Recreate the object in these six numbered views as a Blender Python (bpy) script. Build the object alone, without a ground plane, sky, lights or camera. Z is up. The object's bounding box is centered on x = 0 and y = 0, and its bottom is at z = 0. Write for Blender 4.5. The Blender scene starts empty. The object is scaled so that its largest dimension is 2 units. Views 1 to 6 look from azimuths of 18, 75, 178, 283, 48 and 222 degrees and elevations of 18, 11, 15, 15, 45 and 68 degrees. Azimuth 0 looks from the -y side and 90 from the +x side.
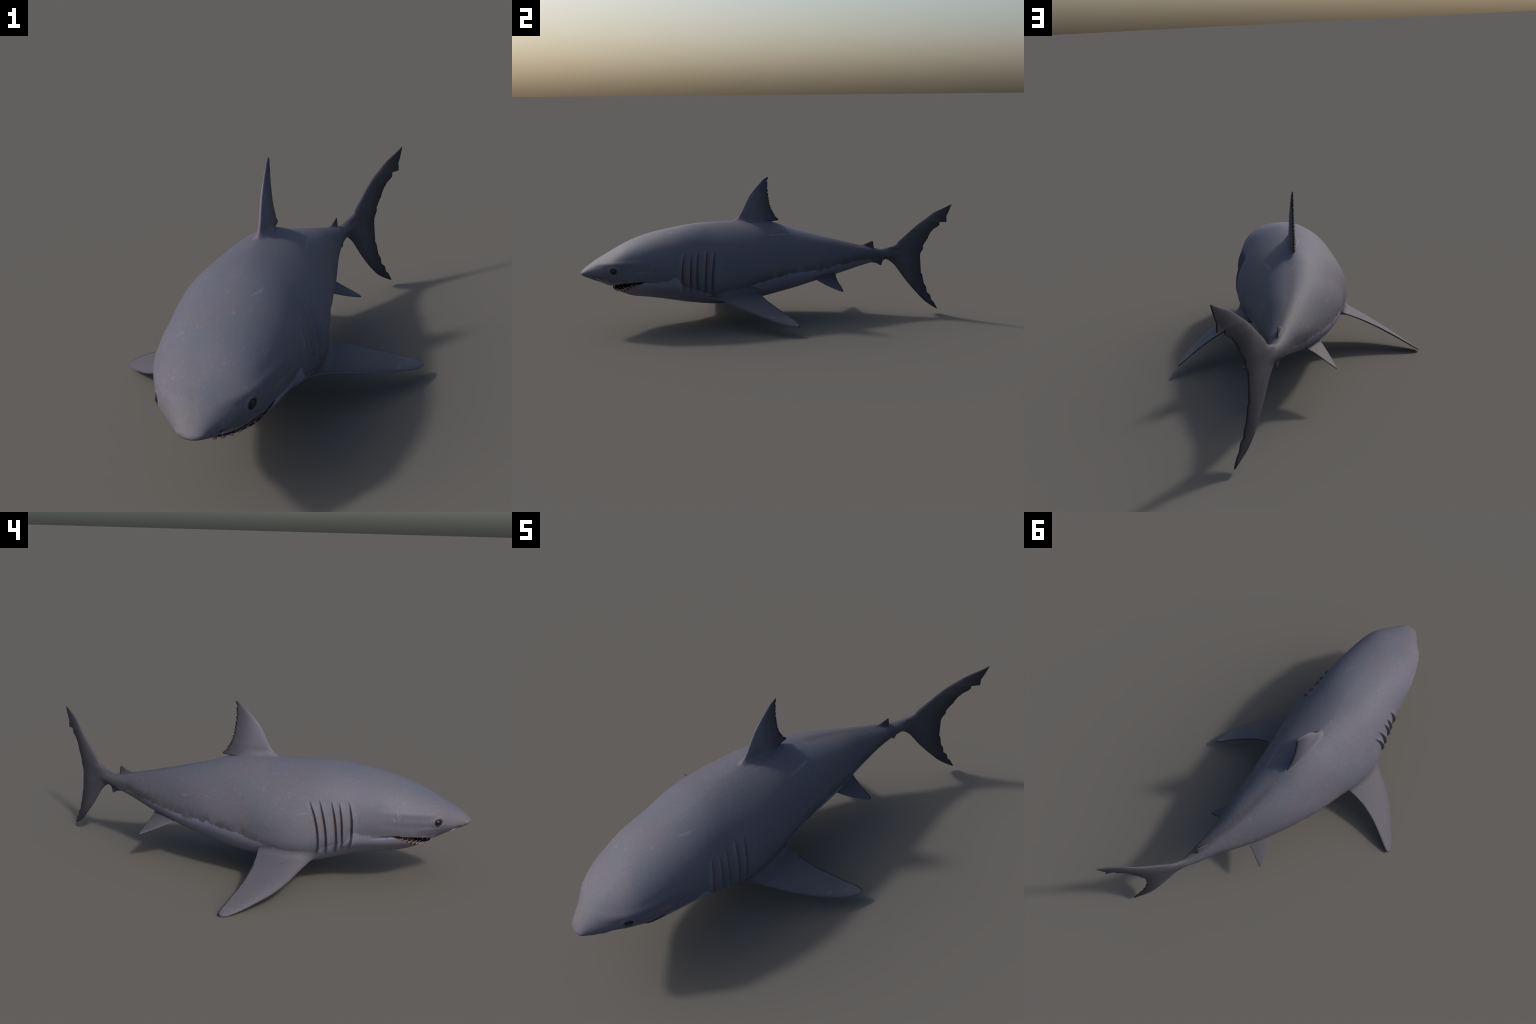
import bpy, bmesh, math, random
import numpy as np
from mathutils import Vector, Matrix

# ------------------------------------------------------------------ helpers
random.seed(7)
RNG = np.random.default_rng(11)


def hermite(xs, vs):
    """Smooth curve through control points (Hermite with finite-difference slopes)."""
    xs = np.asarray(xs, float); vs = np.asarray(vs, float)
    m = np.gradient(vs, xs)

    def f(x):
        x = np.clip(np.asarray(x, float), xs[0], xs[-1])
        i = np.clip(np.searchsorted(xs, x) - 1, 0, len(xs) - 2)
        h = xs[i + 1] - xs[i]; t = (x - xs[i]) / h
        return ((2*t**3 - 3*t*t + 1)*vs[i] + (t**3 - 2*t*t + t)*h*m[i]
                + (-2*t**3 + 3*t*t)*vs[i + 1] + (t**3 - t*t)*h*m[i + 1])
    return f


def sstep(a, b, x):
    t = np.clip((np.asarray(x, float) - a) / (b - a), 0, 1)
    return t*t*(3 - 2*t)


def interp(x, pts):
    a = np.array(sorted(pts), float)
    return np.interp(x, a[:, 0], a[:, 1])


# ------------------------------------------------------------------ body form
# stations along the body: y, spine x, back z, belly z, half width,
# height fraction of the widest line, roundness above it, roundness below it
STATIONS = [
    (-0.9995, 0.090, 0.306, 0.302, 0.006, 0.50, 2.2, 2.1),
    (-0.990, 0.087, 0.319, 0.294, 0.031, 0.50, 2.3, 2.1),
    (-0.97, 0.083, 0.335, 0.283, 0.048, 0.46, 2.3, 2.0),
    (-0.93, 0.078, 0.361, 0.264, 0.077, 0.46, 2.2, 1.9),
    (-0.88, 0.068, 0.387, 0.242, 0.113, 0.55, 2.1, 1.8),
    (-0.82, 0.064, 0.418, 0.204, 0.143, 0.60, 2.20, 1.8),
    (-0.74, 0.056, 0.457, 0.168, 0.169, 0.57, 2.10, 1.85),
    (-0.64, 0.048, 0.489, 0.149, 0.190, 0.53, 2.15, 1.85),
    (-0.52, 0.042, 0.514, 0.126, 0.205, 0.47, 2.12, 1.8),
    (-0.40, 0.027, 0.529, 0.102, 0.224, 0.39, 2.09, 1.95),
    (-0.28, 0.017, 0.534, 0.093, 0.244, 0.41, 1.78, 2.6),
    (-0.15, 0.012, 0.535, 0.098, 0.235, 0.43, 1.66, 2.5),
    (0.00, 0.014, 0.530, 0.111, 0.204, 0.41, 1.74, 2.2),
    (0.06, 0.017, 0.519, 0.121, 0.194, 0.380, 1.77, 2.0),
    (0.15, 0.024, 0.487, 0.140, 0.173, 0.35, 2.02, 1.88),
    (0.30, 0.043, 0.443, 0.183, 0.132, 0.32, 2.15, 1.9),
    (0.45, 0.069, 0.402, 0.227, 0.086, 0.44, 1.78, 2.3),
    (0.58, 0.100, 0.369, 0.266, 0.045, 0.57, 1.85, 2.3),
    (0.66, 0.119, 0.352, 0.286, 0.027, 0.56, 1.95, 2.1),
    (0.72, 0.142, 0.352, 0.298, 0.016, 0.52, 2.0, 2.0),
    (0.77, 0.168, 0.350, 0.304, 0.010, 0.50, 2.0, 2.0),
    (0.822, 0.198, 0.344, 0.312, 0.002, 0.50, 2.0, 2.0),
]
ST = np.array(STATIONS)
Y_NOSE, Y_END = -1.0, 0.820
_u = np.sqrt(ST[:, 0] + 1.0)
_prof = [hermite(_u, ST[:, k]) for k in range(1, 8)]


def section(y):
    u = np.sqrt(np.maximum(np.asarray(y, float) + 1.0, 0))
    cx, zt, zb, w, zf, pt, pb = [p(u) for p in _prof]
    return cx, zt, zb, np.maximum(w, 0.002), zf, pt, pb


def body_field(P):
    """Approximate signed distance to the plain body form (negative inside)."""
    y = P[:, 1]
    cx, zt, zb, w, zf, pt, pb = section(np.clip(y, Y_NOSE, Y_END))
    H = zt - zb; zc = zb + H*zf
    X = np.abs(P[:, 0] - cx)/w; dz = P[:, 2] - zc
    up = dz > 0
    Z = np.where(up, dz/(zt - zc), -dz/(zc - zb)); e = np.where(up, pt, pb)
    return ((X**e + Z**e + 1e-12)**(1/e) - 1)


def body_dist(P):
    g = body_field(P); h = 5e-4
    G = np.stack([(body_field(P + np.eye(3)[k]*h) - body_field(P - np.eye(3)[k]*h))/(2*h) for k in range(3)], 1)
    n = np.linalg.norm(G, axis=1)
    return g/np.maximum(n, 1e-6), G/np.maximum(n, 1e-6)[:, None]


# spine sheet: the body plane is bent sideways towards the tail
sheet_x = hermite([-1, -.4, -.15, .04, .1, .3, .45, .58, .66, .74, .80, .863, .92, .973, 1.01],
                  [.09, .026, .012, .009, .012, .041, .069, .1, .119, .152, .184, .220, .266, .306, .328])

# gill slits: (y, z) of the upper end, the middle and the lower end
GILLS = {
    +1: [((-.474, .406), (-.495, .308), (-.476, .192)), ((-.437, .401), (-.451, .306), (-.445, .185)),
         ((-.402, .407), (-.418, .303), (-.408, .178)), ((-.352, .416), (-.372, .301), (-.371, .178)),
         ((-.311, .412), (-.336, .300), (-.333, .170))],
    -1: [((-.498, .406), (-.518, .325), (-.499, .190)), ((-.459, .402), (-.477, .323), (-.473, .200)),
         ((-.426, .406), (-.451, .322), (-.447, .172)), ((-.377, .409), (-.407, .321), (-.411, .167)),
         ((-.337, .406), (-.373, .321), (-.373, .165))]}
EYE_YZ = {+1: (-.839, .326), -1: (-.866, .325)}
NOSTRIL = {+1: ((-.946, .298), (-.892, .274)), -1: ((-.952, .293), (-.902, .266))}


def gill_curve(g):
    (y0, z0), (y1, z1), (y2, z2) = g
    c = np.polyfit([z0, z1, z2], [y0, y1, y2], 2)
    return lambda z: np.polyval(c, z)


def relief(y, z, side, below):
    """Height of the skin over the plain form: gills, eye rims, nostrils, lip creases."""
    # soft swell of the muscle under the skin
    d = .0016*np.sin(9*y + 14*z*side + 1.3)*np.sin(17*z - 6*y) + .0010*np.sin(21*y - 19*z + side)
    d = .7*d*sstep(-.92, -.75, y)*(1 - sstep(.45, .62, y))*(1 - sstep(.40, .48, z)*sstep(-.40, -.24, y))
    for s in (+1, -1):
        on = side == s
        for g in GILLS[s]:
            zt_, zb_ = g[0][1], g[2][1]
            v = (z - zb_)/(zt_ - zb_)
            env = np.clip(4*v*(1 - v), 0, 1)**.6*(v > 0)*(v < 1)
            q = y - gill_curve(g)(z)
            front = np.where(q < .0, np.clip(1 + q/.027, 0, 1)**2, np.clip(1 - q/.003, 0, 1))
            back = np.where(q < .0, 0, np.where(q < .003, q/.003, np.clip(1 - (q - .003)/.020, 0, 1)**2.2))
            d += on*env*(.0105*front - .0085*back)
        ey, ez = EYE_YZ[s]
        r = np.hypot((y - ey), (z - ez)*1.15)
        d += on*(.0022*np.exp(-((r - .0225)/.005)**2) - .010*np.exp(-(r/.0145)**4))
        # brow ridge over the eye running back along the head, fold of the cheek under it
        d += on*.0040*np.exp(-((z - ez - .034 - .05*(y - ey))/.013)**2)*sstep(-.95, -.87, y)*(1 - sstep(-.74, -.60, y))
        d += on*.0025*np.exp(-((z - ez + .030)/.009)**2)*sstep(-.90, -.86, y)*(1 - sstep(-.82, -.77, y))
        # shoulder swelling towards the pectoral fin
        d += on*(.008 if s < 0 else .004)*np.exp(-((y + .27)/.12)**2)*np.exp(-((z - .225)/.055)**2)
        # hollow running behind and below the eye
        d += on*(-.0025*np.exp(-((z - .305 - .1*(y + .78))/.018)**2)*sstep(-.93, -.86, y)*(1 - sstep(-.72, -.58, y)))
        # full cheek along the jaw line
        d += on*.006*np.exp(-((z - .232)/.030)**2)*sstep(-.82, -.74, y)*(1 - sstep(-.50, -.36, y))
        (a0, b0), (a1, b1) = NOSTRIL[s]
        t = np.clip(((y - a0)*(a1 - a0) + (z - b0)*(b1 - b0))/((a1 - a0)**2 + (b1 - b0)**2), 0, 1)
        k = (y - a0 - t*(a1 - a0))*(b1 - b0) - (z - b0 - t*(b1 - b0))*(a1 - a0)
        k = k/math.hypot(a1 - a0, b1 - b0)
        dist = np.hypot(y - a0 - t*(a1 - a0), z - b0 - t*(b1 - b0))
        d += on*(-.008*np.exp(-(dist/.0045)**2)*np.sin(np.pi*(.12 + .76*t)))
        # crease running back from the corner of the mouth
        zl = .261 - .09*(y + .685)
        d += on*(-.004*np.exp(-((z - zl)/.004)**2)*sstep(-.73, -.69, y)*(1 - sstep(-.64, -.575, y)))
    return d


# ------------------------------------------------------------------ materials
def new_mat(name):
    m = bpy.data.materials.new(name); m.use_nodes = True
    nt = m.node_tree
    return m, nt, nt.nodes['Principled BSDF']


class N:
    """Small node-graph builder."""
    def __init__(self, nt):
        self.nt = nt

    def node(self, t, **kw):
        n = self.nt.nodes.new(t)
        for k, v in kw.items():
            setattr(n, k, v)
        return n

    def put(self, sock, v):
        if hasattr(v, 'is_output'):
            self.nt.links.new(v, sock)
        else:
            sock.default_value = v

    def math(self, op, a, b=0.0, clamp=False):
        n = self.node('ShaderNodeMath', operation=op, use_clamp=clamp)
        self.put(n.inputs[0], a); self.put(n.inputs[1], b)
        return n.outputs[0]

    def ramp01(self, v, lo, hi):
        if lo > hi:
            return self.math('SUBTRACT', 1.0, self.ramp01(v, hi, lo))
        n = self.node('ShaderNodeMapRange', interpolation_type='SMOOTHSTEP')
        self.put(n.inputs[0], v); self.put(n.inputs[1], lo); self.put(n.inputs[2], hi)
        return n.outputs[0]

    def noise(self, vec, scale, detail=4, rough=.55, sx=1, sy=1, sz=1, dist=0.0):
        mp = self.node('ShaderNodeMapping'); mp.inputs['Scale'].default_value = (sx, sy, sz)
        self.nt.links.new(vec, mp.inputs[0])
        n = self.node('ShaderNodeTexNoise')
        n.inputs['Scale'].default_value = scale; n.inputs['Detail'].default_value = detail
        n.inputs['Roughness'].default_value = rough; n.inputs['Distortion'].default_value = dist
        self.nt.links.new(mp.outputs[0], n.inputs['Vector'])
        return n.outputs['Fac']

    def mix(self, f, a, b):
        n = self.node('ShaderNodeMix', data_type='RGBA')
        self.put(n.inputs[0], f); self.put(n.inputs[6], a); self.put(n.inputs[7], b)
        return n.outputs[2]

    def curve(self, v, pts, xlo, xhi, ylo, yhi):
        """Function of v given by control points, via a Float Curve node."""
        x = self.math('DIVIDE', self.math('SUBTRACT', v, xlo), xhi - xlo, clamp=True)
        n = self.node('ShaderNodeFloatCurve'); c = n.mapping.curves[0]
        P = [((a - xlo)/(xhi - xlo), (b - ylo)/(yhi - ylo)) for a, b in pts]
        c.points[0].location = P[0]; c.points[-1].location = P[-1]
        for p in P[1:-1]:
            c.points.new(*p)
        n.mapping.update()
        self.nt.links.new(x, n.inputs[1])
        return self.math('ADD', self.math('MULTIPLY', n.outputs[0], yhi - ylo), ylo)


GREY_A = (.105, .103, .135, 1); GREY_WARM = (.110, .104, .130, 1); GREY_COOL = (.093, .103, .134, 1)
PALE = (.170, .178, .250, 1); SPECK = (.19, .18, .235, 1); DARK = (.022, .022, .028, 1)  # PALE is a whiter belly, darkened and blued with its underside shade
PINK = (.19, .115, .125, 1)


def skin_material(name, belly=True, dark_edge=None, pale_all=False, jaw=False, tone=1.0, bright=0.0):
    m, nt, bs = new_mat(name); g = N(nt)
    obj = g.node('ShaderNodeTexCoord').outputs['Object']
    sep = g.node('ShaderNodeSeparateXYZ'); nt.links.new(obj, sep.inputs[0])
    x, y, z = sep.outputs
    # broad mottling
    n1 = g.ramp01(g.noise(obj, 5, 3), .42, .62)
    n2 = g.ramp01(g.noise(obj, 7.5, 4, sy=.7), .45, .66)
    col = g.mix(n1, GREY_A, GREY_WARM)
    col = g.mix(g.math('MULTIPLY', n2, .8), col, GREY_COOL)
    # darker tone over the trunk and towards the tail, a dark stripe along the rear back, olive muzzle
    col = g.mix(g.math('MULTIPLY', g.ramp01(y, -.60, -.15), .28), col, (.060, .060, .075, 1))
    col = g.mix(g.math('MULTIPLY', g.ramp01(y, .10, .66), .72), col, (.052, .052, .064, 1))
    ridge = g.curve(y, [(0, .010), (.15, .022), (.30, .041), (.45, .069), (.58, .100), (.66, .119), (.8, .176)], 0, .8, 0, .2)
    off = g.math('ABSOLUTE', g.math('SUBTRACT', x, ridge))
    off = g.math('ADD', off, g.math('MULTIPLY', g.math('SUBTRACT', g.noise(obj, 14, 3), .5), .02))
    stripe = g.math('MULTIPLY', g.ramp01(off, .026, .004), g.math('MULTIPLY', g.ramp01(y, .10, .24), g.ramp01(z, .345, .365)))
    if not pale_all and dark_edge is None:
        col = g.mix(g.math('MULTIPLY', stripe, .55), col, (.045, .045, .048, 1))
    muzzle = g.math('MULTIPLY', g.ramp01(y, -.80, -.93), g.ramp01(g.noise(obj, 12, 3), .35, .65))
    col = g.mix(g.math('MULTIPLY', muzzle, .5), col, (.105, .100, .104, 1))
    # fine grain along the body
    grain = g.noise(obj, 130, 5, .7, sy=.45)
    col = g.mix(g.math('MULTIPLY', g.ramp01(grain, .5, .8), .35), col, SPECK)
    # pale scuffs in clusters
    cl = g.ramp01(g.noise(obj, 9, 3), .44, .66)
    sc = g.ramp01(g.noise(obj, 48, 8, .78, dist=1.2), .56, .66)
    headw = g.math('ADD', g.math('MULTIPLY', g.ramp01(y, -.50, -.72), .65), .35)
    col = g.mix(g.math('MULTIPLY', g.math('MULTIPLY', cl, sc), headw), col, (.190, .183, .228, 1))
    # long faint scratches
    st = g.ramp01(g.noise(obj, 34, 3, .5, sx=1, sy=.10, sz=1.6, dist=.6), .64, .70)
    col = g.mix(g.math('MULTIPLY', g.math('MULTIPLY', st, g.ramp01(g.noise(obj, 6, 2), .5, .6)), .35), col, (.22, .21, .26, 1))
    # dark nicks on the cheeks
    mp = g.node('ShaderNodeMapping'); mp.inputs['Scale'].default_value = (1, .55, 1.2)
    mp.inputs['Rotation'].default_value = (.5, 0, 0); nt.links.new(obj, mp.inputs[0])
    vo = g.node('ShaderNodeTexVoronoi'); vo.inputs['Scale'].default_value = 26
    nt.links.new(mp.outputs[0], vo.inputs['Vector'])
    nick = g.math('MULTIPLY', g.ramp01(vo.outputs['Distance'], .16, .08), g.ramp01(g.noise(obj, 9, 2), .52, .58))
    nick = g.math('MULTIPLY', g.math('MULTIPLY', nick, g.ramp01(y, -.05, -.30)), g.ramp01(z, .37, .33))
    col = g.mix(g.math('MULTIPLY', nick, .6), col, (.035, .034, .04, 1))
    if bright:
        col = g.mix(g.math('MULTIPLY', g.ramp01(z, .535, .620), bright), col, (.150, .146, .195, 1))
    if dark_edge is not None:
        col = g.mix(dark_edge(g, x, y, z, obj), col, DARK)
    if pale_all:
        pcol = g.mix(g.ramp01(g.noise(obj, 9, 4), .4, .7), PALE, (.18, .17, .215, 1))
        col = pcol
    elif belly:
        # edge between the grey back and the pale belly, ragged like cloud
        edge = g.curve(y, [(-1.0, .280), (-.95, .286), (-.87, .267), (-.72, .262), (-.60, .268), (-.550, .270),
                           (-.525, .288), (-.50, .252), (-.46, .228), (-.40, .208), (-.34, .185), (-.26, .165), (-.17, .200),
                           (-.06, .230), (.03, .246), (.11, .260), (.25, .264), (.32, .270), (.40, .283),
                           (.48, .290), (.56, .299), (.64, .296), (.70, .280), (1.0, .10)], -1, 1, .1, .4)
        ragged = g.math('MULTIPLY', g.math('SUBTRACT', g.noise(obj, 30, 6, .6), .5), .050)
        ragged2 = g.math('MULTIPLY', g.math('SUBTRACT', g.noise(obj, 11, 2, .5), .5), .016)
        q = g.math('SUBTRACT', g.math('ADD', g.math('ADD', edge, ragged), ragged2), z)
        mk = g.ramp01(q, -.002, .009)

        pcol = g.mix(g.ramp01(g.noise(obj, 9, 4), .42, .7), PALE, (.165, .165, .215, 1))
        pcol = g.mix(g.math('MULTIPLY', g.ramp01(y, .0, .60), .60), pcol, (.085, .086, .118, 1))
        # dark blotches along the edge of the grey
        bl = g.math('MULTIPLY', g.ramp01(q, -.055, -.004), g.ramp01(g.noise(obj, 16, 4, .6), .36, .58))
        bl = g.math('MULTIPLY', bl, g.ramp01(y, -.30, -.05))
        col = g.mix(g.math('MULTIPLY', bl, .55), col, (.040, .038, .042, 1))
        col = g.mix(mk, col, pcol)
    if jaw:
        near = g.math('MULTIPLY', g.ramp01(y, -.69, -.78), g.ramp01(z, .165, .195))
        col = g.mix(g.math('MULTIPLY', near, .8), col, PINK)
    if tone != 1.0:
        col = g.mix(1 - tone, col, (.035, .030, .034, 1))
    nt.links.new(col, bs.inputs['Base Color'])
    bs.inputs['Roughness'].default_value = .62
    bs.inputs['Specular IOR Level'].default_value = .28
    bmp = g.node('ShaderNodeBump'); bmp.inputs['Strength'].default_value = .12; bmp.inputs['Distance'].default_value = .002
    nt.links.new(g.noise(obj, 160, 4, .6, sy=.5), bmp.inputs['Height'])
    nt.links.new(bmp.outputs[0], bs.inputs['Normal'])
    return m


def plain_material(name, col, rough=.5, spec=.5, var=.25, scale=60, coat=0):
    m, nt, bs = new_mat(name); g = N(nt)
    obj = g.node('ShaderNodeTexCoord').outputs['Object']
    dk = tuple(c*(1 - var) for c in col[:3]) + (1,)
    nt.links.new(g.mix(g.noise(obj, scale, 4), dk, col), bs.inputs['Base Color'])
    bs.inputs['Roughness'].default_value = rough; bs.inputs['Specular IOR Level'].default_value = spec
    bs.inputs['Coat Weight'].default_value = coat; bs.inputs['Coat Roughness'].default_value = .08
    return m


# trailing margins of the fins, used for the outlines and for their dark borders
CAUDAL_TRAIL = [(.020, .946), (.062, .927), (.092, .915), (.113, .902), (.145, .892), (.170, .884), (.195, .878), (.225, .871),
                (.262, .866), (.311, .863), (.331, .864), (.365, .878), (.408, .890), (.429, .900), (.457, .908),
                (.473, .922), (.499, .947), (.5145, .945), (.516, .977), (.512, .977), (.548, .974), (.571, .983), (.598, .991), (.618, .999)]
CAUDAL_TRAIL = [p for p in CAUDAL_TRAIL if p != (.512, .977)]
CAUDAL_LEAD = [(.020, .944), (.032, .925), (.050, .900), (.101, .853), (.146, .817), (.191, .784), (.234, .756), (.268, .730),
               (.292, .698), (.305, .665), (.345, .660), (.358, .690), (.372, .728), (.403, .758), (.438, .790), (.492, .841),
               (.534, .884), (.572, .923), (.597, .962), (.618, .998)]
DORSAL_LEAD = [(.46, -.175), (.525, -.160), (.542, -.144), (.579, -.116), (.627, -.094), (.671, -.069), (.708, -.037), (.743, -.003), (.763, .017), (.7695, .037)]
DORSAL_TRAIL = [(.46, .050), (.5245, .054), (.526, .088), (.529, .096), (.534, .095), (.546, .082), (.559, .075), (.574, .065), (.585, .059),
                (.595, .056), (.607, .051), (.627, .048), (.650, .043), (.668, .041), (.693, .039), (.730, .036), (.7695, .039)]


def caudal_dark(g, x, y, z, obj):
    e = g.curve(z, CAUDAL_TRAIL, 0, .63, .8, 1.02)
    d = g.math('SUBTRACT', e, y)
    d = g.math('ADD', d, g.math('MULTIPLY', g.math('SUBTRACT', g.noise(obj, 25, 4), .5), .02))
    rim = g.math('MULTIPLY', g.ramp01(d, .085, -.004), .80)
    tip = g.math('MULTIPLY', g.ramp01(z, .20, .06), .75)
    return g.math('MAXIMUM', rim, tip)


def dorsal_dark(g, x, y, z, obj):
    e = g.curve(z, [p for p in DORSAL_TRAIL if p[0] > .525], .52, .78, 0, .12)
    d = g.math('SUBTRACT', e, y)
    d = g.math('ADD', d, g.math('MULTIPLY', g.math('SUBTRACT', g.noise(obj, 30, 4), .5), .012))
    soft = g.math('MULTIPLY', g.ramp01(d, .120, .004), .66)
    lobe = g.math('MULTIPLY', g.ramp01(y, .058, .085), .9)
    return g.math('MAXIMUM', g.math('MAXIMUM', soft, g.math('MULTIPLY', g.ramp01(d, .012, .009), .95)), lobe)


SKIN = skin_material('shark_skin')
SKIN_JAW = skin_material('shark_jaw_skin', jaw=True)
SKIN_FIN = skin_material('shark_fin_skin', belly=False, tone=.62)
SKIN_PALE = skin_material('shark_pale_skin', pale_all=True)
SKIN_CAUDAL = skin_material('shark_caudal_skin', belly=False, dark_edge=caudal_dark, tone=.80)
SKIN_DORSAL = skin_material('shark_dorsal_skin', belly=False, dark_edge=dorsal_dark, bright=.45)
EDGE_DARK = plain_material('fin_margin_dark', (.020, .020, .026, 1), .6, .3)
MOUTH = plain_material('mouth_lining', (.010, .006, .006, 1), .8, .1)
GUM = plain_material('gum_flesh', (.14, .075, .075, 1), .4, .5, .4)
GILL_RED = plain_material('gill_flesh', (.100, .038, .038, 1), .5, .4, .4)
TOOTH = plain_material('tooth_enamel', (.30, .30, .35, 1), .25, .5, .2, 120)
EYE = plain_material('eye_dark', (.012, .012, .014, 1), .12, .35, .3, 60, 0)
LID = plain_material('eye_rim', (.030, .029, .033, 1), .6, .25)
FLAP = plain_material('nostril_flap', (.28, .275, .33, 1), .45, .5, .2)

# ------------------------------------------------------------------ scene tree
shark = bpy.data.objects.new('shark', None)
bpy.context.scene.collection.objects.link(shark)
shark['label'] = 'grey great shark with pale belly, open jaws, curved tail'
shark['category'] = 'shark'


def link(name, mesh, parent, mats):
    ob = bpy.data.objects.new(name, mesh)
    bpy.context.scene.collection.objects.link(ob)
    ob.parent = parent
    for m in mats:
        if m.name not in [s.name for s in mesh.materials if s]:
            mesh.materials.append(m)
    return ob


def mesh_from(name, V, F):
    me = bpy.data.meshes.new(name)
    me.from_pydata([tuple(v) for v in V], [], [tuple(f) for f in F])
    me.update()
    for p in me.polygons:
        p.use_smooth = True
    return me


# ------------------------------------------------------------------ body surface
def build_body():
    ys = [Y_NOSE + 1e-4 + .05*t*t for t in np.linspace(0, 1, 30)]
    y = ys[-1]
    while y < Y_END:
        y += .0019 if -.55 < y < -.27 else (.003 if y < -.55 else .006)
        ys.append(min(y, Y_END))
    ys = np.array(ys); M = 360
    th = np.linspace(0, 2*np.pi, M, endpoint=False) + 1e-3
    cx, zt, zb, w, zf, pt, pb = section(ys)
    zc = zb + (zt - zb)*zf
    c, s = np.cos(th), np.sin(th)
    up = s > 0
    e = np.where(up[None], pt[:, None], pb[:, None])
    X = np.sign(c)*np.abs(c)**(2/e); Z = np.sign(s)*np.abs(s)**(2/e)
    hz = np.where(up[None], (zt - zc)[:, None], (zc - zb)[:, None])
    P = np.stack([cx[:, None] + w[:, None]*X, np.repeat(ys[:, None], M, 1), zc[:, None] + hz*Z], -1).reshape(-1, 3)
    _, n = body_dist(P)
    side = np.where(P[:, 0] > np.repeat(cx, M), 1, -1)
    fade = np.clip(np.abs(P[:, 0] - np.repeat(cx, M))/.02, 0, 1)
    P = P + n*(relief(P[:, 1], P[:, 2], side, None)*fade)[:, None]
    V = list(P); F = []
    R = len(ys)
    for i in range(R - 1):
        a = i*M; b = a + M
        for j in range(M):
            k = (j + 1) % M
            F.append((a + j, a + k, b + k, b + j))
    V.append(np.array([cx[0], Y_NOSE, zc[0]])); V.append(np.array([cx[-1], Y_END + .002, zc[-1]]))
    for j in range(M):
        k = (j + 1) % M
        F.append((len(V) - 2, k, j)); F.append((len(V) - 1, (R - 1)*M + j, (R - 1)*M + k))
    return mesh_from('body', V, F)


# mouth opening: heights of the upper and the lower lip along the jaw
Z_UP = hermite([-.97, -.90, -.87, -.835, -.80, -.743, -.70, -.680], [.226, .231, .236, .244, .2545, .2625, .2645, .2615])
Z_LO = hermite([-.97, -.90, -.87, -.835, -.80, -.761, -.723, -.70, -.680], [.150, .176, .188, .200, .211, .227, .2445, .254, .2610])


def mouth_cutter():
    ys = np.linspace(-.97, -.680, 60); xs = np.linspace(-.26, .26, 61)
    V = []; F = []
    cx, zt, zb, w, *_ = section(ys)
    for i, y in enumerate(ys):
        for lo in (0, 1):
            for dx in xs:
                q = abs(dx)/(w[i]*.86)
                # a dark hump closes the middle of the mouth behind the front teeth
                hump = float(1 - sstep(.30, .62, q))*float(sstep(-.850, -.805, y))
                hollow = float(1 - sstep(.55, 1.0, q))*float(1 - sstep(-.74, -.690, y))
                gap = Z_UP(y) - Z_LO(y)
                if lo:
                    z = Z_LO(y) - .3*hollow*max(Z_LO(y) - zb[i], 0)*(1 - hump) + hump*max(gap - .001, 0)
                else:
                    z = Z_UP(y) + hollow*.012*float(sstep(-.85, -.81, y))*(1 - hump)
                V.append((cx[i] + dx, y, z))
    n = len(xs); row = 2*n
    for i in range(len(ys) - 1):
        a = i*row; b = a + row
        for j in range(n - 1):
            F.append((a + j, b + j, b + j + 1, a + j + 1))
            F.append((a + n + j, a + n + j + 1, b + n + j + 1, b + n + j))
        F.append((a, a + n, b + n, b)); F.append((a + n - 1, b + n - 1, b + 2*n - 1, a + 2*n - 1))
    for j in range(n - 1):
        F.append((j, j + 1, n + j + 1, n + j))
        e = (len(ys) - 1)*row
        F.append((e + j, e + n + j, e + n + j + 1, e + j + 1))
    me = mesh_from('cutter', V, F)
    bm = bmesh.new(); bm.from_mesh(me); bmesh.ops.recalc_face_normals(bm, faces=bm.faces); bm.to_mesh(me); bm.free()
    me.materials.append(SKIN); me.materials.append(MOUTH)
    for p in me.polygons:
        p.material_index = 1
    return me


body_me = build_body()
body_me.materials.append(SKIN); body_me.materials.append(MOUTH)
bm = bmesh.new(); bm.from_mesh(body_me); bmesh.ops.recalc_face_normals(bm, faces=bm.faces); bm.to_mesh(body_me); bm.free()
body = bpy.data.objects.new('body', body_me); bpy.context.scene.collection.objects.link(body)
cut = bpy.data.objects.new('cutter', mouth_cutter()); bpy.context.scene.collection.objects.link(cut)
md = body.modifiers.new('mouth', 'BOOLEAN'); md.operation = 'DIFFERENCE'; md.object = cut; md.solver = 'EXACT'
md.material_mode = 'INDEX'
dg = bpy.context.evaluated_depsgraph_get()
whole = bpy.data.meshes.new_from_object(body.evaluated_get(dg))
bpy.data.objects.remove(body); bpy.data.objects.remove(cut)


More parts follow.
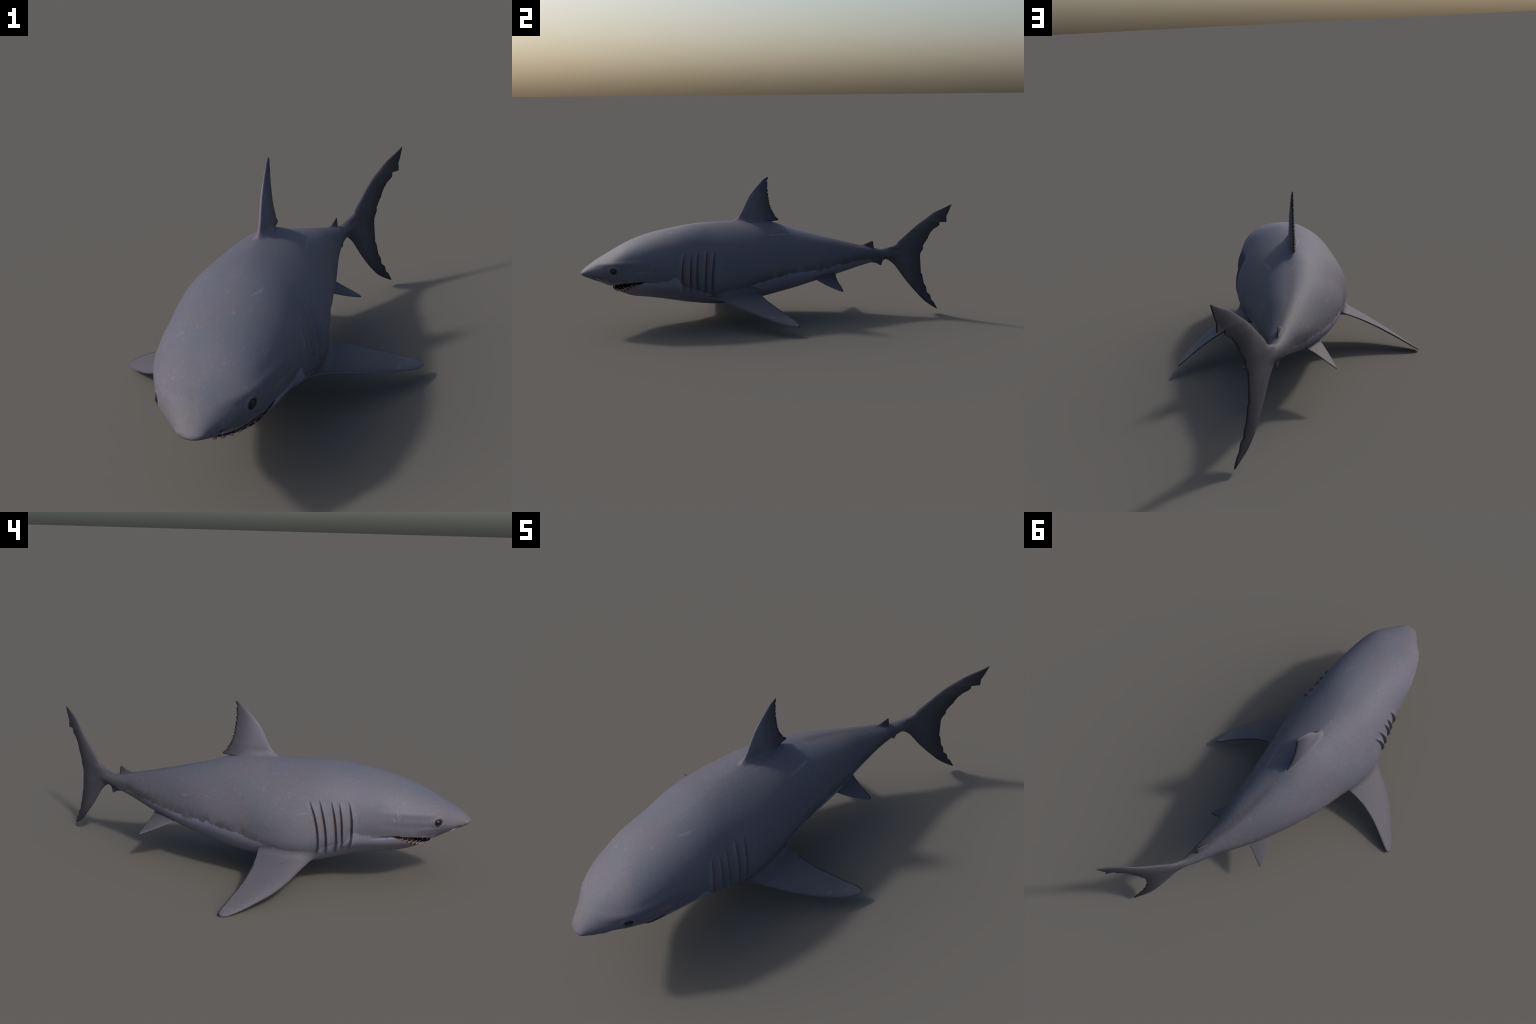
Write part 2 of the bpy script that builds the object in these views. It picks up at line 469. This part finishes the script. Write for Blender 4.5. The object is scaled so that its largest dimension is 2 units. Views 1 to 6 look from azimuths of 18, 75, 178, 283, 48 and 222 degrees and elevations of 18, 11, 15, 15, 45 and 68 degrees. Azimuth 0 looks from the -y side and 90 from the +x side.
def split_body(me):
    """Cut the one body surface into named regions that share border vertices and normals."""
    me.update()
    nv = len(me.vertices); co = np.empty(nv*3); me.vertices.foreach_get('co', co); co = co.reshape(-1, 3)
    npoly = len(me.polygons)
    ctr = np.empty(npoly*3); me.polygons.foreach_get('center', ctr); ctr = ctr.reshape(-1, 3)
    mi = np.empty(npoly, int); me.polygons.foreach_get('material_index', mi)
    # smooth vertex normals, kept separate for skin and for mouth lining so the lip edge stays crisp
    pn = np.empty(npoly*3); me.polygons.foreach_get('normal', pn); pn = pn.reshape(-1, 3)
    ar = np.empty(npoly); me.polygons.foreach_get('area', ar)
    nl = len(me.loops); lv = np.empty(nl, int); me.loops.foreach_get('vertex_index', lv)
    ls = np.empty(npoly, int); me.polygons.foreach_get('loop_start', ls)
    lt = np.empty(npoly, int); me.polygons.foreach_get('loop_total', lt)
    lp = np.repeat(np.arange(npoly), lt)
    acc = np.zeros((2, nv, 3))
    for k in (0, 1):
        sel = mi[lp] == k
        for c in range(3):
            acc[k, :, c] = np.bincount(lv[sel], (pn*ar[:, None])[lp[sel], c], nv)
    acc /= np.maximum(np.linalg.norm(acc, axis=2), 1e-12)[..., None]
    y, z = ctr[:, 1], ctr[:, 2]
    mid = .5*(Z_UP(y) + Z_LO(y))
    crease = .2615 - .09*(y + .685)
    jaw = ((y < -.680) & (z < mid)) | ((y >= -.680) & (y < -.60) & (z < crease))
    # the snout underside in front of the jaw belongs to the head
    jaw &= ~((y < -.83) & (z > Z_LO(y) + .004))
    head = (y < -.53) & ~jaw
    stalk = y > .46
    region = np.where(jaw, 1, np.where(head, 0, np.where(stalk, 3, 2)))
    out = {}
    for r, (nm, mats) in enumerate([('head', [SKIN, MOUTH]), ('lower_jaw', [SKIN_JAW, GUM, MOUTH]), ('trunk', [SKIN, MOUTH]), ('tail_stalk', [SKIN, MOUTH])]):
        fs = np.where(region == r)[0]
        used = np.unique(np.concatenate([lv[ls[f]:ls[f] + lt[f]] for f in fs]))
        remap = -np.ones(nv, int); remap[used] = np.arange(len(used))
        F = [tuple(remap[lv[ls[f]:ls[f] + lt[f]]]) for f in fs]
        sub = mesh_from(nm, co[used], F)
        for m in mats:
            sub.materials.append(m)
        slot = mi[fs].astype(np.int32)
        if nm == 'lower_jaw':
            slot = np.where((slot == 1) & (ctr[fs, 2] > Z_LO(ctr[fs, 1]) + .002), 2, slot).astype(np.int32)
        sub.polygons.foreach_set('material_index', slot)
        cn = np.concatenate([acc[mi[f], lv[ls[f]:ls[f] + lt[f]]] for f in fs])
        sub.normals_split_custom_set([tuple(v) for v in cn])
        out[nm] = link(nm, sub, shark, mats)
    return out


parts = split_body(whole)
bpy.data.meshes.remove(whole)


# ------------------------------------------------------------------ fins
def foil(c, edge):
    """Half thickness over the chord, 0.5 at its fullest, with a blunt trailing edge."""
    return 5*(.2969*np.sqrt(c) - .1260*c - .3516*c**2 + .2843*c**3 - .1015*c**4) + edge*c


def fin(name, L, T, thick, normal, mats, fillet=.02, nchord=44, edge=.004, under=None, warp=None, rim=None, rim_width=.006, T_form=None, root_mask=None, trail_push=.25, rim_from=0):
    """Loft between a leading and a trailing margin (arrays of points from root to tip)."""
    L = np.asarray(L, float); T = np.asarray(T, float); S = len(L)
    c = .5 - .5*np.cos(np.linspace(0, np.pi, nchord)); c[0] = 0
    V = np.zeros((S, 2*nchord - 1, 3)); D = np.zeros_like(V); A = np.ones((S, 2*nchord - 1))
    for i in range(S):
        ch = T[i] - L[i]
        n = normal[i] if isinstance(normal, (list, np.ndarray)) and np.ndim(normal) == 2 else np.asarray(normal, float)
        cu = ch/max(np.linalg.norm(ch), 1e-9); n = n - cu*np.dot(n, cu); n /= np.linalg.norm(n)
        t = min(thick[i], .9*max(np.linalg.norm(ch), 1e-5))
        # thickness follows the untorn margin so bites in the edge leave no creases
        full = np.linalg.norm((T_form[i] if T_form is not None else T[i]) - L[i])
        cf = np.clip(c*np.linalg.norm(ch)/max(full, 1e-6), 0, 1)
        h = foil(cf, 0)*t + cf*edge*.5*min(1, np.linalg.norm(ch)/.02)
        up = L[i] + c[:, None]*ch + h[:, None]*n
        lo = L[i] + c[:, None]*ch - h[:, None]*n
        V[i, :nchord] = lo[::-1]; V[i, nchord:] = up[1:]
        k = np.abs(1 - 2*c)**6
        push = np.where(c < .5, -1, trail_push)[:, None]*cu*k[:, None]
        fadeT = np.where(c < .5, 1, 1 - (1 - trail_push)*k)[:, None]
        dl = (-n[None]*(1 - k)[:, None] + push); du = (n[None]*(1 - k)[:, None] + push)
        A[i, :nchord] = fadeT[::-1, 0]; A[i, nchord:] = fadeT[1:, 0]
        D[i, :nchord] = dl[::-1]; D[i, nchord:] = du[1:]
    P = V.reshape(-1, 3); Q = D.reshape(-1, 3)
    Q = Q/np.maximum(np.linalg.norm(Q, axis=1), 1e-9)[:, None]
    if warp is not None:
        P = warp(P)
    if fillet > 0:
        f, _ = body_dist(P)
        a = np.clip(1 - f/fillet, 0, 1)
        if root_mask is not None:
            a = a*root_mask(P)
        P = P + Q*(fillet*(1 - np.sqrt(np.maximum(1 - a*a, 0)))*A.reshape(-1))[:, None]
        # keep each point's height over the skin, so the flare follows the body
        keep = np.minimum(f, fillet)
        for _ in range(3):
            f1, G1 = body_dist(P)
            P = P + G1*((keep - f1)*(a > 0))[:, None]
    W = 2*nchord - 1
    F = []
    for i in range(S - 1):
        for j in range(W):
            k = (j + 1) % W
            F.append((i*W + j, i*W + k, (i + 1)*W + k, (i + 1)*W + j))
    V = [tuple(p) for p in P]
    F.append(tuple(range((S - 1)*W, S*W)))
    F.append(tuple(range(W))[::-1])
    me = mesh_from(name, V, F)
    bm = bmesh.new(); bm.from_mesh(me); bmesh.ops.recalc_face_normals(bm, faces=bm.faces)
    if bm.calc_volume(signed=True) < 0:
        bmesh.ops.reverse_faces(bm, faces=bm.faces)
    bm.to_mesh(me); bm.free()
    for m in mats:
        me.materials.append(m)
    # material of the underside and of the trailing rim
    idx = np.zeros(len(me.polygons), np.int32)
    for p in me.polygons:
        q = p.index
        if q < (S - 1)*W:
            j = q % W
            if under is not None and j < nchord - 1:
                idx[q] = under
            i = q//W
            cc = c[nchord - 1 - j] if j < nchord else c[min(j - nchord + 1, nchord - 1)]
            if rim is not None and i >= rim_from and (j == W - 1 or (1 - cc)*np.linalg.norm(T[i] - L[i]) < rim_width):
                idx[q] = rim
    me.polygons.foreach_set('material_index', idx)
    # shade the root with the body's own normals so no seam shows
    nv = len(me.vertices)
    vn = np.array([v.normal[:] for v in me.vertices])
    f, G = body_dist(P)
    wgt = 1 - sstep(.0, .010, f)
    if root_mask is not None:
        wgt = wgt*root_mask(P)
    vn = vn*(1 - wgt)[:, None] + G*wgt[:, None]
    vn /= np.maximum(np.linalg.norm(vn, axis=1), 1e-9)[:, None]
    me.normals_split_custom_set_from_vertices([tuple(v) for v in vn])
    return link(name, me, shark, mats)


def notches(z, lo, hi, step, depth, seed):
    """Torn margin: irregular small bites along a fin's trailing edge."""
    r = np.random.default_rng(seed); out = np.zeros_like(z); p = lo
    while p < hi:
        wdt = step*r.uniform(.5, 1.5); dp = depth*r.uniform(.25, 1.0)
        t = (z - p)/wdt; on = (t >= 0) & (t < 1)
        out = np.where(on, dp*np.where(t < .25, t/.25, 1 - (t - .25)/.75), out); p += wdt
    return out


# tall dorsal fin: chords run between matching places on the two margins
def along(pts, n, smooth=0):
    """Points (row, y, z) -> n positions, rows evenly spread."""
    a = np.array(pts, float); r = np.linspace(a[0, 0], a[-1, 0], n)
    return r, np.interp(r, a[:, 0], a[:, 1]), np.interp(r, a[:, 0], a[:, 2])


NR = 330
r, yl, zl = along([(0, -.170, .500), (6, -.158, .524), (9, -.151, .534), (14, -.141, .545), (20, -.129, .561), (30, -.112, .587), (45, -.0925, .628),
                   (60, -.070, .670), (75, -.038, .708), (90, -.004, .7425), (96, .014, .7595), (100, .0375, .7695)], NR)
ker = np.ones(9)/9
yl[6:-6] = np.convolve(yl, ker, 'same')[6:-6]; zl[6:-6] = np.convolve(zl, ker, 'same')[6:-6]
r, yt, zt_ = along([(0, .045, .475), (6, .052, .514), (9, .057, .5225), (14, .078, .5245), (17, .091, .5255), (18.5, .0955, .528), (20, .0955, .532), (23, .089, .539), (27, .081, .547), (32, .075, .559),
                    (38, .066, .573), (44, .058, .587), (50, .054, .601), (58, .048, .625), (66, .043, .648), (74, .040, .673), (82, .037, .703),
                    (91, .036, .735), (100, .039, .7697)], NR)
bite = np.minimum(notches(r, 24, 96, 4.6, .0085, 3), .25*np.maximum(yt - yl, 0))
yf = np.interp(r, [0, 20, 35, 50, 70, 100], [.080, .080, .072, .054, .041, .039])
T = np.stack([np.interp(zt_, [.45, .77], [.012, .006]), yt - bite, zt_], 1)
L = np.stack([np.interp(zl, [.45, .77], [.012, .006]) - (yl + .03)*.03, yl, zl], 1)
TF = T.copy(); TF[:, 1] = yf
fin('dorsal_fin', L, T, np.interp(zl, [.50, .55, .65, .74, .77], [.028, .027, .021, .011, .004]), (1, 0, 0), [SKIN_DORSAL, EDGE_DARK], .030, rim=1, edge=.004, T_form=TF, rim_from=48,
    root_mask=lambda P: 1 - sstep(-.06, .060, P[:, 1]))

# small rear dorsal fin
z = np.linspace(.335, .3968, 40)
yl = interp(z, [(.33, .530), (.372, .556), (.383, .584), (.3945, .611), (.397, .617)])
yt = interp(z, [(.33, .640), (.358, .629), (.390, .6235), (.395, .622), (.397, .619)])
fin('dorsal_fin', np.stack([sheet_x(yl), yl, z], 1), np.stack([sheet_x(yt), yt, z], 1),
    np.interp(z, [.335, .36, .397], [.014, .012, .003]), (1, -.25, 0), [SKIN_FIN, EDGE_DARK], .008, nchord=20, edge=.002, rim=1)

# anal fin
z = np.linspace(.300, .2555, 36)
yl = interp(z, [(.2550, .667), (.2625, .655), (.270, .641), (.2735, .618), (.30, .590)])
yt = interp(z, [(.2550, .669), (.260, .671), (.283, .677), (.288, .686), (.30, .690)])
fin('anal_fin', np.stack([sheet_x(yl), yl, z], 1), np.stack([sheet_x(yt), yt, z], 1),
    np.interp(z, [.2555, .28, .30], [.003, .010, .012]), (1, -.25, 0), [SKIN_FIN, EDGE_DARK], .006, nchord=20, edge=.002, rim=1)

# tail fin, bent along the spine sheet
z = np.concatenate([np.linspace(.0235, .51, 240), np.linspace(.511, .520, 14), np.linspace(.522, .6175, 50)])
yl = hermite(*np.array(CAUDAL_LEAD).T)(z); yt = interp(z, CAUDAL_TRAIL)
yt = yt - notches(z, .36, .50, .045, .0075, 5) - notches(z, .06, .25, .05, .0065, 8)
yt = np.maximum(yt, yl + .001)
yf = np.maximum(np.interp(z, [.02, .062, .113, .17, .225, .311, .345, .41, .46, .52, .56, .618], [.946, .927, .903, .884, .871, .860, .868, .892, .913, .955, .978, .999]), yl + .001)
th = np.interp(z, [.02, .10, .25, .29, .33, .37, .42, .52, .62], [.004, .010, .020, .024, .026, .024, .021, .013, .004])
caudal_flat_L = np.stack([np.zeros_like(z), yl, z], 1); caudal_flat_T = np.stack([np.zeros_like(z), yt, z], 1)


def bend(P):
    sl = (sheet_x(P[:, 1] + .002) - sheet_x(P[:, 1] - .002))/.004
    nx = 1/np.sqrt(1 + sl*sl); ny = -sl*nx
    return np.stack([sheet_x(P[:, 1]) + P[:, 0]*nx, P[:, 1] + P[:, 0]*ny, P[:, 2]], 1)


fin('caudal_fin', caudal_flat_L, caudal_flat_T, th, (1, 0, 0), [SKIN_CAUDAL, EDGE_DARK], .010, edge=.005, warp=bend, rim=1, rim_width=.004,
    T_form=np.stack([np.zeros_like(z), yf, z], 1), root_mask=lambda P: 1 - sstep(.735, .785, P[:, 1]))


# paired fins: stations as (distance from the mid plane, leading y, trailing y), height field z(|x|, y)
def paired(name, side, stations, zf, thick, fillet, mats, tipx, n=90, nchord=44):
    st = np.array(stations)
    a = np.sin(np.linspace(0, np.pi/2, n)); x = st[0, 0] + (st[-1, 0] - st[0, 0])*a
    yl = hermite(st[:, 0], st[:, 1])(x); yt = hermite(st[:, 0], st[:, 2])(x)
    L = np.stack([side*x, yl, zf(x, yl)], 1); T = np.stack([side*x, yt, zf(x, yt)], 1)
    t = np.interp(x, *np.array(thick).T)
    return fin(name, L, T, t, (0, 0, 1), mats, fillet, nchord=nchord, edge=.004, under=1, rim=2, rim_from=n//4)


def quad(a, b, c, d, e, x0=.4):
    return lambda x, y: a + b*(x - x0) + c*y + d*(x - x0)**2 + e*(x - x0)*y


PM = [SKIN_FIN, SKIN_PALE, EDGE_DARK]
paired('pectoral_fin', -1, [(.13, -.375, -.118), (.20, -.352, -.128), (.26, -.320, -.130), (.32, -.287, -.121), (.38, -.243, -.106), (.44, -.183, -.081),
                            (.49, -.127, -.058), (.515, -.094, -.048), (.526, -.075, -.048), (.5295, -.060, -.054)],
       quad(.099, -.556, .184, -.554, .403), [(.13, .054), (.22, .046), (.28, .034), (.40, .021), (.50, .010), (.53, .004)], .040, PM, .53)
paired('pectoral_fin', +1, [(.13, -.385, -.090), (.23, -.315, -.078), (.28, -.281, -.070), (.315, -.252, -.060), (.37, -.203, -.034), (.42, -.148, -.002),
                            (.47, -.080, .033), (.51, -.008, .062), (.524, .030, .064), (.5290, .050, .056)],
       quad(.117, -.467, .024, -.653, -.114), [(.13, .054), (.22, .046), (.28, .034), (.40, .021), (.50, .010), (.53, .004)], .040, PM, .53)
PV = [SKIN_FIN, SKIN_PALE, EDGE_DARK]


def tilted(side, a, b, c, cx):
    return lambda x, y: a + b*(side*x - cx) + c*(y - .33)


paired('pelvic_fin', -1, [(-.03, .27, .414), (.015, .277, .413), (.045, .287, .421), (.070, .312, .433), (.085, .350, .440), (.102, .400, .447), (.111, .432, .450), (.1145, .443, .447)],
       tilted(-1, .215, .607, -.216, -.05), [(-.03, .022), (.05, .016), (.115, .004)], .012, PV, .115, 50, 30)
paired('pelvic_fin', +1, [(.07, .215, .400), (.120, .235, .396), (.150, .259, .390), (.180, .288, .390), (.207, .320, .395), (.233, .358, .398), (.247, .384, .397), (.250, .391, .394)],
       tilted(+1, .193, -.58, -.052, .18), [(.07, .022), (.15, .016), (.25, .004)], .012, PV, .25, 50, 30)


# ------------------------------------------------------------------ head details
def half_width(y, z):
    cx, zt, zb, w, zf, pt, pb = section(np.asarray(y, float))
    zc = zb + (zt - zb)*zf; up = z > zc
    Z = np.clip(np.where(up, (z - zc)/(zt - zc), (zc - z)/(zc - zb)), 0, .9999); e = np.where(up, pt, pb)
    return w*(1 - Z**e)**(1/e)


def on_skin(y, z, side, out=0.0):
    y = np.atleast_1d(np.asarray(y, float)); z = np.atleast_1d(np.asarray(z, float))
    P = np.stack([section(y)[0] + side*half_width(y, z), y, z], 1)
    _, n = body_dist(P)
    return P + n*out, n


# gill slits: lens-shaped strips of red flesh in the grooves
for s in (+1, -1):
    for g in GILLS[s]:
        zz = np.linspace(g[0][1] - .004, g[2][1] + .004, 48)
        v = (zz - zz[-1])/(zz[0] - zz[-1]); wd = np.clip(4*v*(1 - v), 0, 1)**.7
        yy = gill_curve(g)(zz) + .0032
        V = []; F = []
        A, n = on_skin(yy, zz, s, -.0040)
        for i in range(len(zz)):
            k = .0040*wd[i] + .0003
            for ang in np.linspace(0, 2*np.pi, 8, endpoint=False):
                V.append(A[i] + np.array([0, 1, 0])*k*math.cos(ang) + n[i]*.0022*wd[i]*math.sin(ang))
        for i in range(len(zz) - 1):
            for j in range(8):
                F.append((i*8 + j, i*8 + (j + 1) % 8, (i + 1)*8 + (j + 1) % 8, (i + 1)*8 + j))
        link('gill_slit', mesh_from('gill_slit', V, F), parts['trunk'], [GILL_RED])


def ball(name, r, seg=32):
    bm = bmesh.new(); bmesh.ops.create_uvsphere(bm, u_segments=seg, v_segments=seg//2, radius=r)
    me = bpy.data.meshes.new(name); bm.to_mesh(me); bm.free()
    for p in me.polygons:
        p.use_smooth = True
    return me


def ring(name, R, r, seg=40, sub=10):
    V = []; F = []
    for i in range(seg):
        a = 2*math.pi*i/seg
        for j in range(sub):
            b = 2*math.pi*j/sub
            V.append(((R + r*math.cos(b))*math.cos(a), (R + r*math.cos(b))*math.sin(a), r*math.sin(b)))
            F.append((i*sub + j, ((i + 1) % seg)*sub + j, ((i + 1) % seg)*sub + (j + 1) % sub, i*sub + (j + 1) % sub))
    return mesh_from(name, V, F)


eye_me = ball('eye', .0155); rim_me = ring('eye_rim', .0150, .0026)
for s in (+1, -1):
    P, n = on_skin([EYE_YZ[s][0]], [EYE_YZ[s][1]], s)
    q = Vector(n[0]).to_track_quat('Z', 'Y')
    e = link('eye', eye_me, parts['head'], [EYE]); e.location = Vector(P[0] - n[0]*.0122); e.rotation_euler = q.to_euler()
    r = link('eye_rim', rim_me, parts['head'], [LID]); r.location = Vector(P[0] - n[0]*.0030); r.rotation_euler = q.to_euler()
    # pale nostril flap beside the nostril groove
    (a0, b0), (a1, b1) = NOSTRIL[s]
    t = np.linspace(.25, .95, 20)
    A, nn = on_skin(a0 + (a1 - a0)*t, b0 + (b1 - b0)*t - .004, s, -.0012)
    V = []; F = []
    for i in range(20):
        k = math.sin(math.pi*i/19)
        tan = np.cross(nn[i], [0, 1, 0]); tan /= np.linalg.norm(tan)
        for ang in np.linspace(0, 2*np.pi, 8, endpoint=False):
            V.append(A[i] + tan*(.0046*k + 1e-4)*math.cos(ang) + nn[i]*(.0030*k + 1e-4)*math.sin(ang))
    for i in range(19):
        for j in range(8):
            F.append((i*8 + j, i*8 + (j + 1) % 8, (i + 1)*8 + (j + 1) % 8, (i + 1)*8 + j))
    link('nostril_flap', mesh_from('nostril_flap', V, F), parts['head'], [FLAP])


# jaw rims, from one mouth corner round the front to the other
def rim_path(zfun, y_front, inset, n=160):
    ys = y_front + (-.705 - y_front)*np.linspace(0, 1, n)**2
    zs = zfun(ys); cx = section(ys)[0]
    hw = np.maximum(half_width(ys, zs) - inset, 0)
    hw = np.where(np.arange(n) == 0, 0, hw)
    R = np.stack([cx + hw, ys, zs], 1); Lf = np.stack([cx - hw, ys, zs], 1)
    path = np.concatenate([Lf[::-1], R[1:]])
    d = np.concatenate([[0], np.cumsum(np.linalg.norm(np.diff(path, axis=0), axis=1))])
    s = np.linspace(0, d[-1], 121)
    return np.stack([np.interp(s, d, path[:, k]) for k in range(3)], 1)


def front_y(zfun, lo, hi):
    ys = np.linspace(lo, hi, 400); zb = section(ys)[2]
    ok = np.where(zfun(ys) > zb + .002)[0]
    return ys[ok[0]]


def tube(name, path, r, parent, mat, flat=1.0):
    V = []; F = []
    T = np.gradient(path, axis=0); T /= np.linalg.norm(T, axis=1)[:, None]
    n = len(path)
    for i in range(n):
        a = np.cross(T[i], [0, 0, 1]); a /= np.linalg.norm(a); b = np.cross(a, T[i])
        k = r*(.25 + .75*math.sin(math.pi*i/(n - 1))**.5)
        for ang in np.linspace(0, 2*np.pi, 10, endpoint=False):
            V.append(path[i] + a*k*math.cos(ang) + b*k*flat*math.sin(ang))
    for i in range(n - 1):
        for j in range(10):
            F.append((i*10 + j, i*10 + (j + 1) % 10, (i + 1)*10 + (j + 1) % 10, (i + 1)*10 + j))
    return link(name, mesh_from(name, V, F), parent, [mat])


low = rim_path(Z_LO, front_y(Z_LO, -.90, -.75), .004)
upp = rim_path(Z_UP, -.850, .010)
tube('gum', low + np.array([0, 0, .001]), .0034, parts['lower_jaw'], GUM)
tube('gum', upp + np.array([0, .004, .004]), .0040, parts['head'], GUM)


def tooth_mesh():
    """Broad triangular blade, flattened, slightly hooked, unit height."""
    V = []; F = []; n = 10; rows = 8
    for i in range(rows + 1):
        t = i/rows; w = .32*(1 - t)**.9 + .008; d = .15*(1 - t) + .006
        for j in range(n):
            a = 2*math.pi*j/n
            V.append((w*math.cos(a), d*math.sin(a) - .12*t*t, t - .12))
    for i in range(rows):
        for j in range(n):
            F.append((i*n + j, i*n + (j + 1) % n, (i + 1)*n + (j + 1) % n, (i + 1)*n + j))
    F.append(tuple(range(n))[::-1]); F.append(tuple(range(rows*n, rows*n + n)))
    me = mesh_from('tooth', V, F); me.materials.append(TOOTH)
    return me


tooth_me = tooth_mesh()


def teeth(path, count, up, height, parent, inset, lean, off):
    T = np.gradient(path, axis=0); T /= np.linalg.norm(T, axis=1)[:, None]
    for k in range(count):
        f = (k + .5 + off)/count
        if f > .98:
            continue
        i = int(f*(len(path) - 1)); t = Vector(T[i])
        outw = t.cross(Vector((0, 0, 1))).normalized()
        if outw.y > .2 and abs(outw.x) < .5:
            outw = -outw
        c = path[len(path)//2]
        mid = Vector((section(np.array([path[i][1]]))[0][0], path[i][1] + .03, path[i][2]))
        if (Vector(path[i]) - mid).dot(outw) < 0:
            outw = -outw
        axis = (Vector((0, -.35 if up > 0 else .10, up)) + outw*(lean + random.uniform(-.12, .12)) + t*random.uniform(-.12, .12)).normalized()
        side = (t - axis*t.dot(axis)).normalized(); dep = axis.cross(side)
        if dep.dot(outw) > 0:
            side = -side; dep = -dep
        h = height*(.42 + .62*math.sin(math.pi*f)**.8)*random.uniform(.85, 1.12)
        M = Matrix((side, dep, axis)).transposed().to_4x4()
        ob = link('tooth', tooth_me, parent, [])
        ob.matrix_local = Matrix.Translation(Vector(path[i]) - outw*inset) @ M @ Matrix.Scale(h, 4)


teeth(low - np.array([0, 0, .003]), 17, 1, .0230, parts['lower_jaw'], -.0020, .60, 0)
teeth(low, 16, 1, .0235, parts['lower_jaw'], .0055, .25, .5)
teeth(upp, 17, -1, .0150, parts['head'], .006, 0, 0)
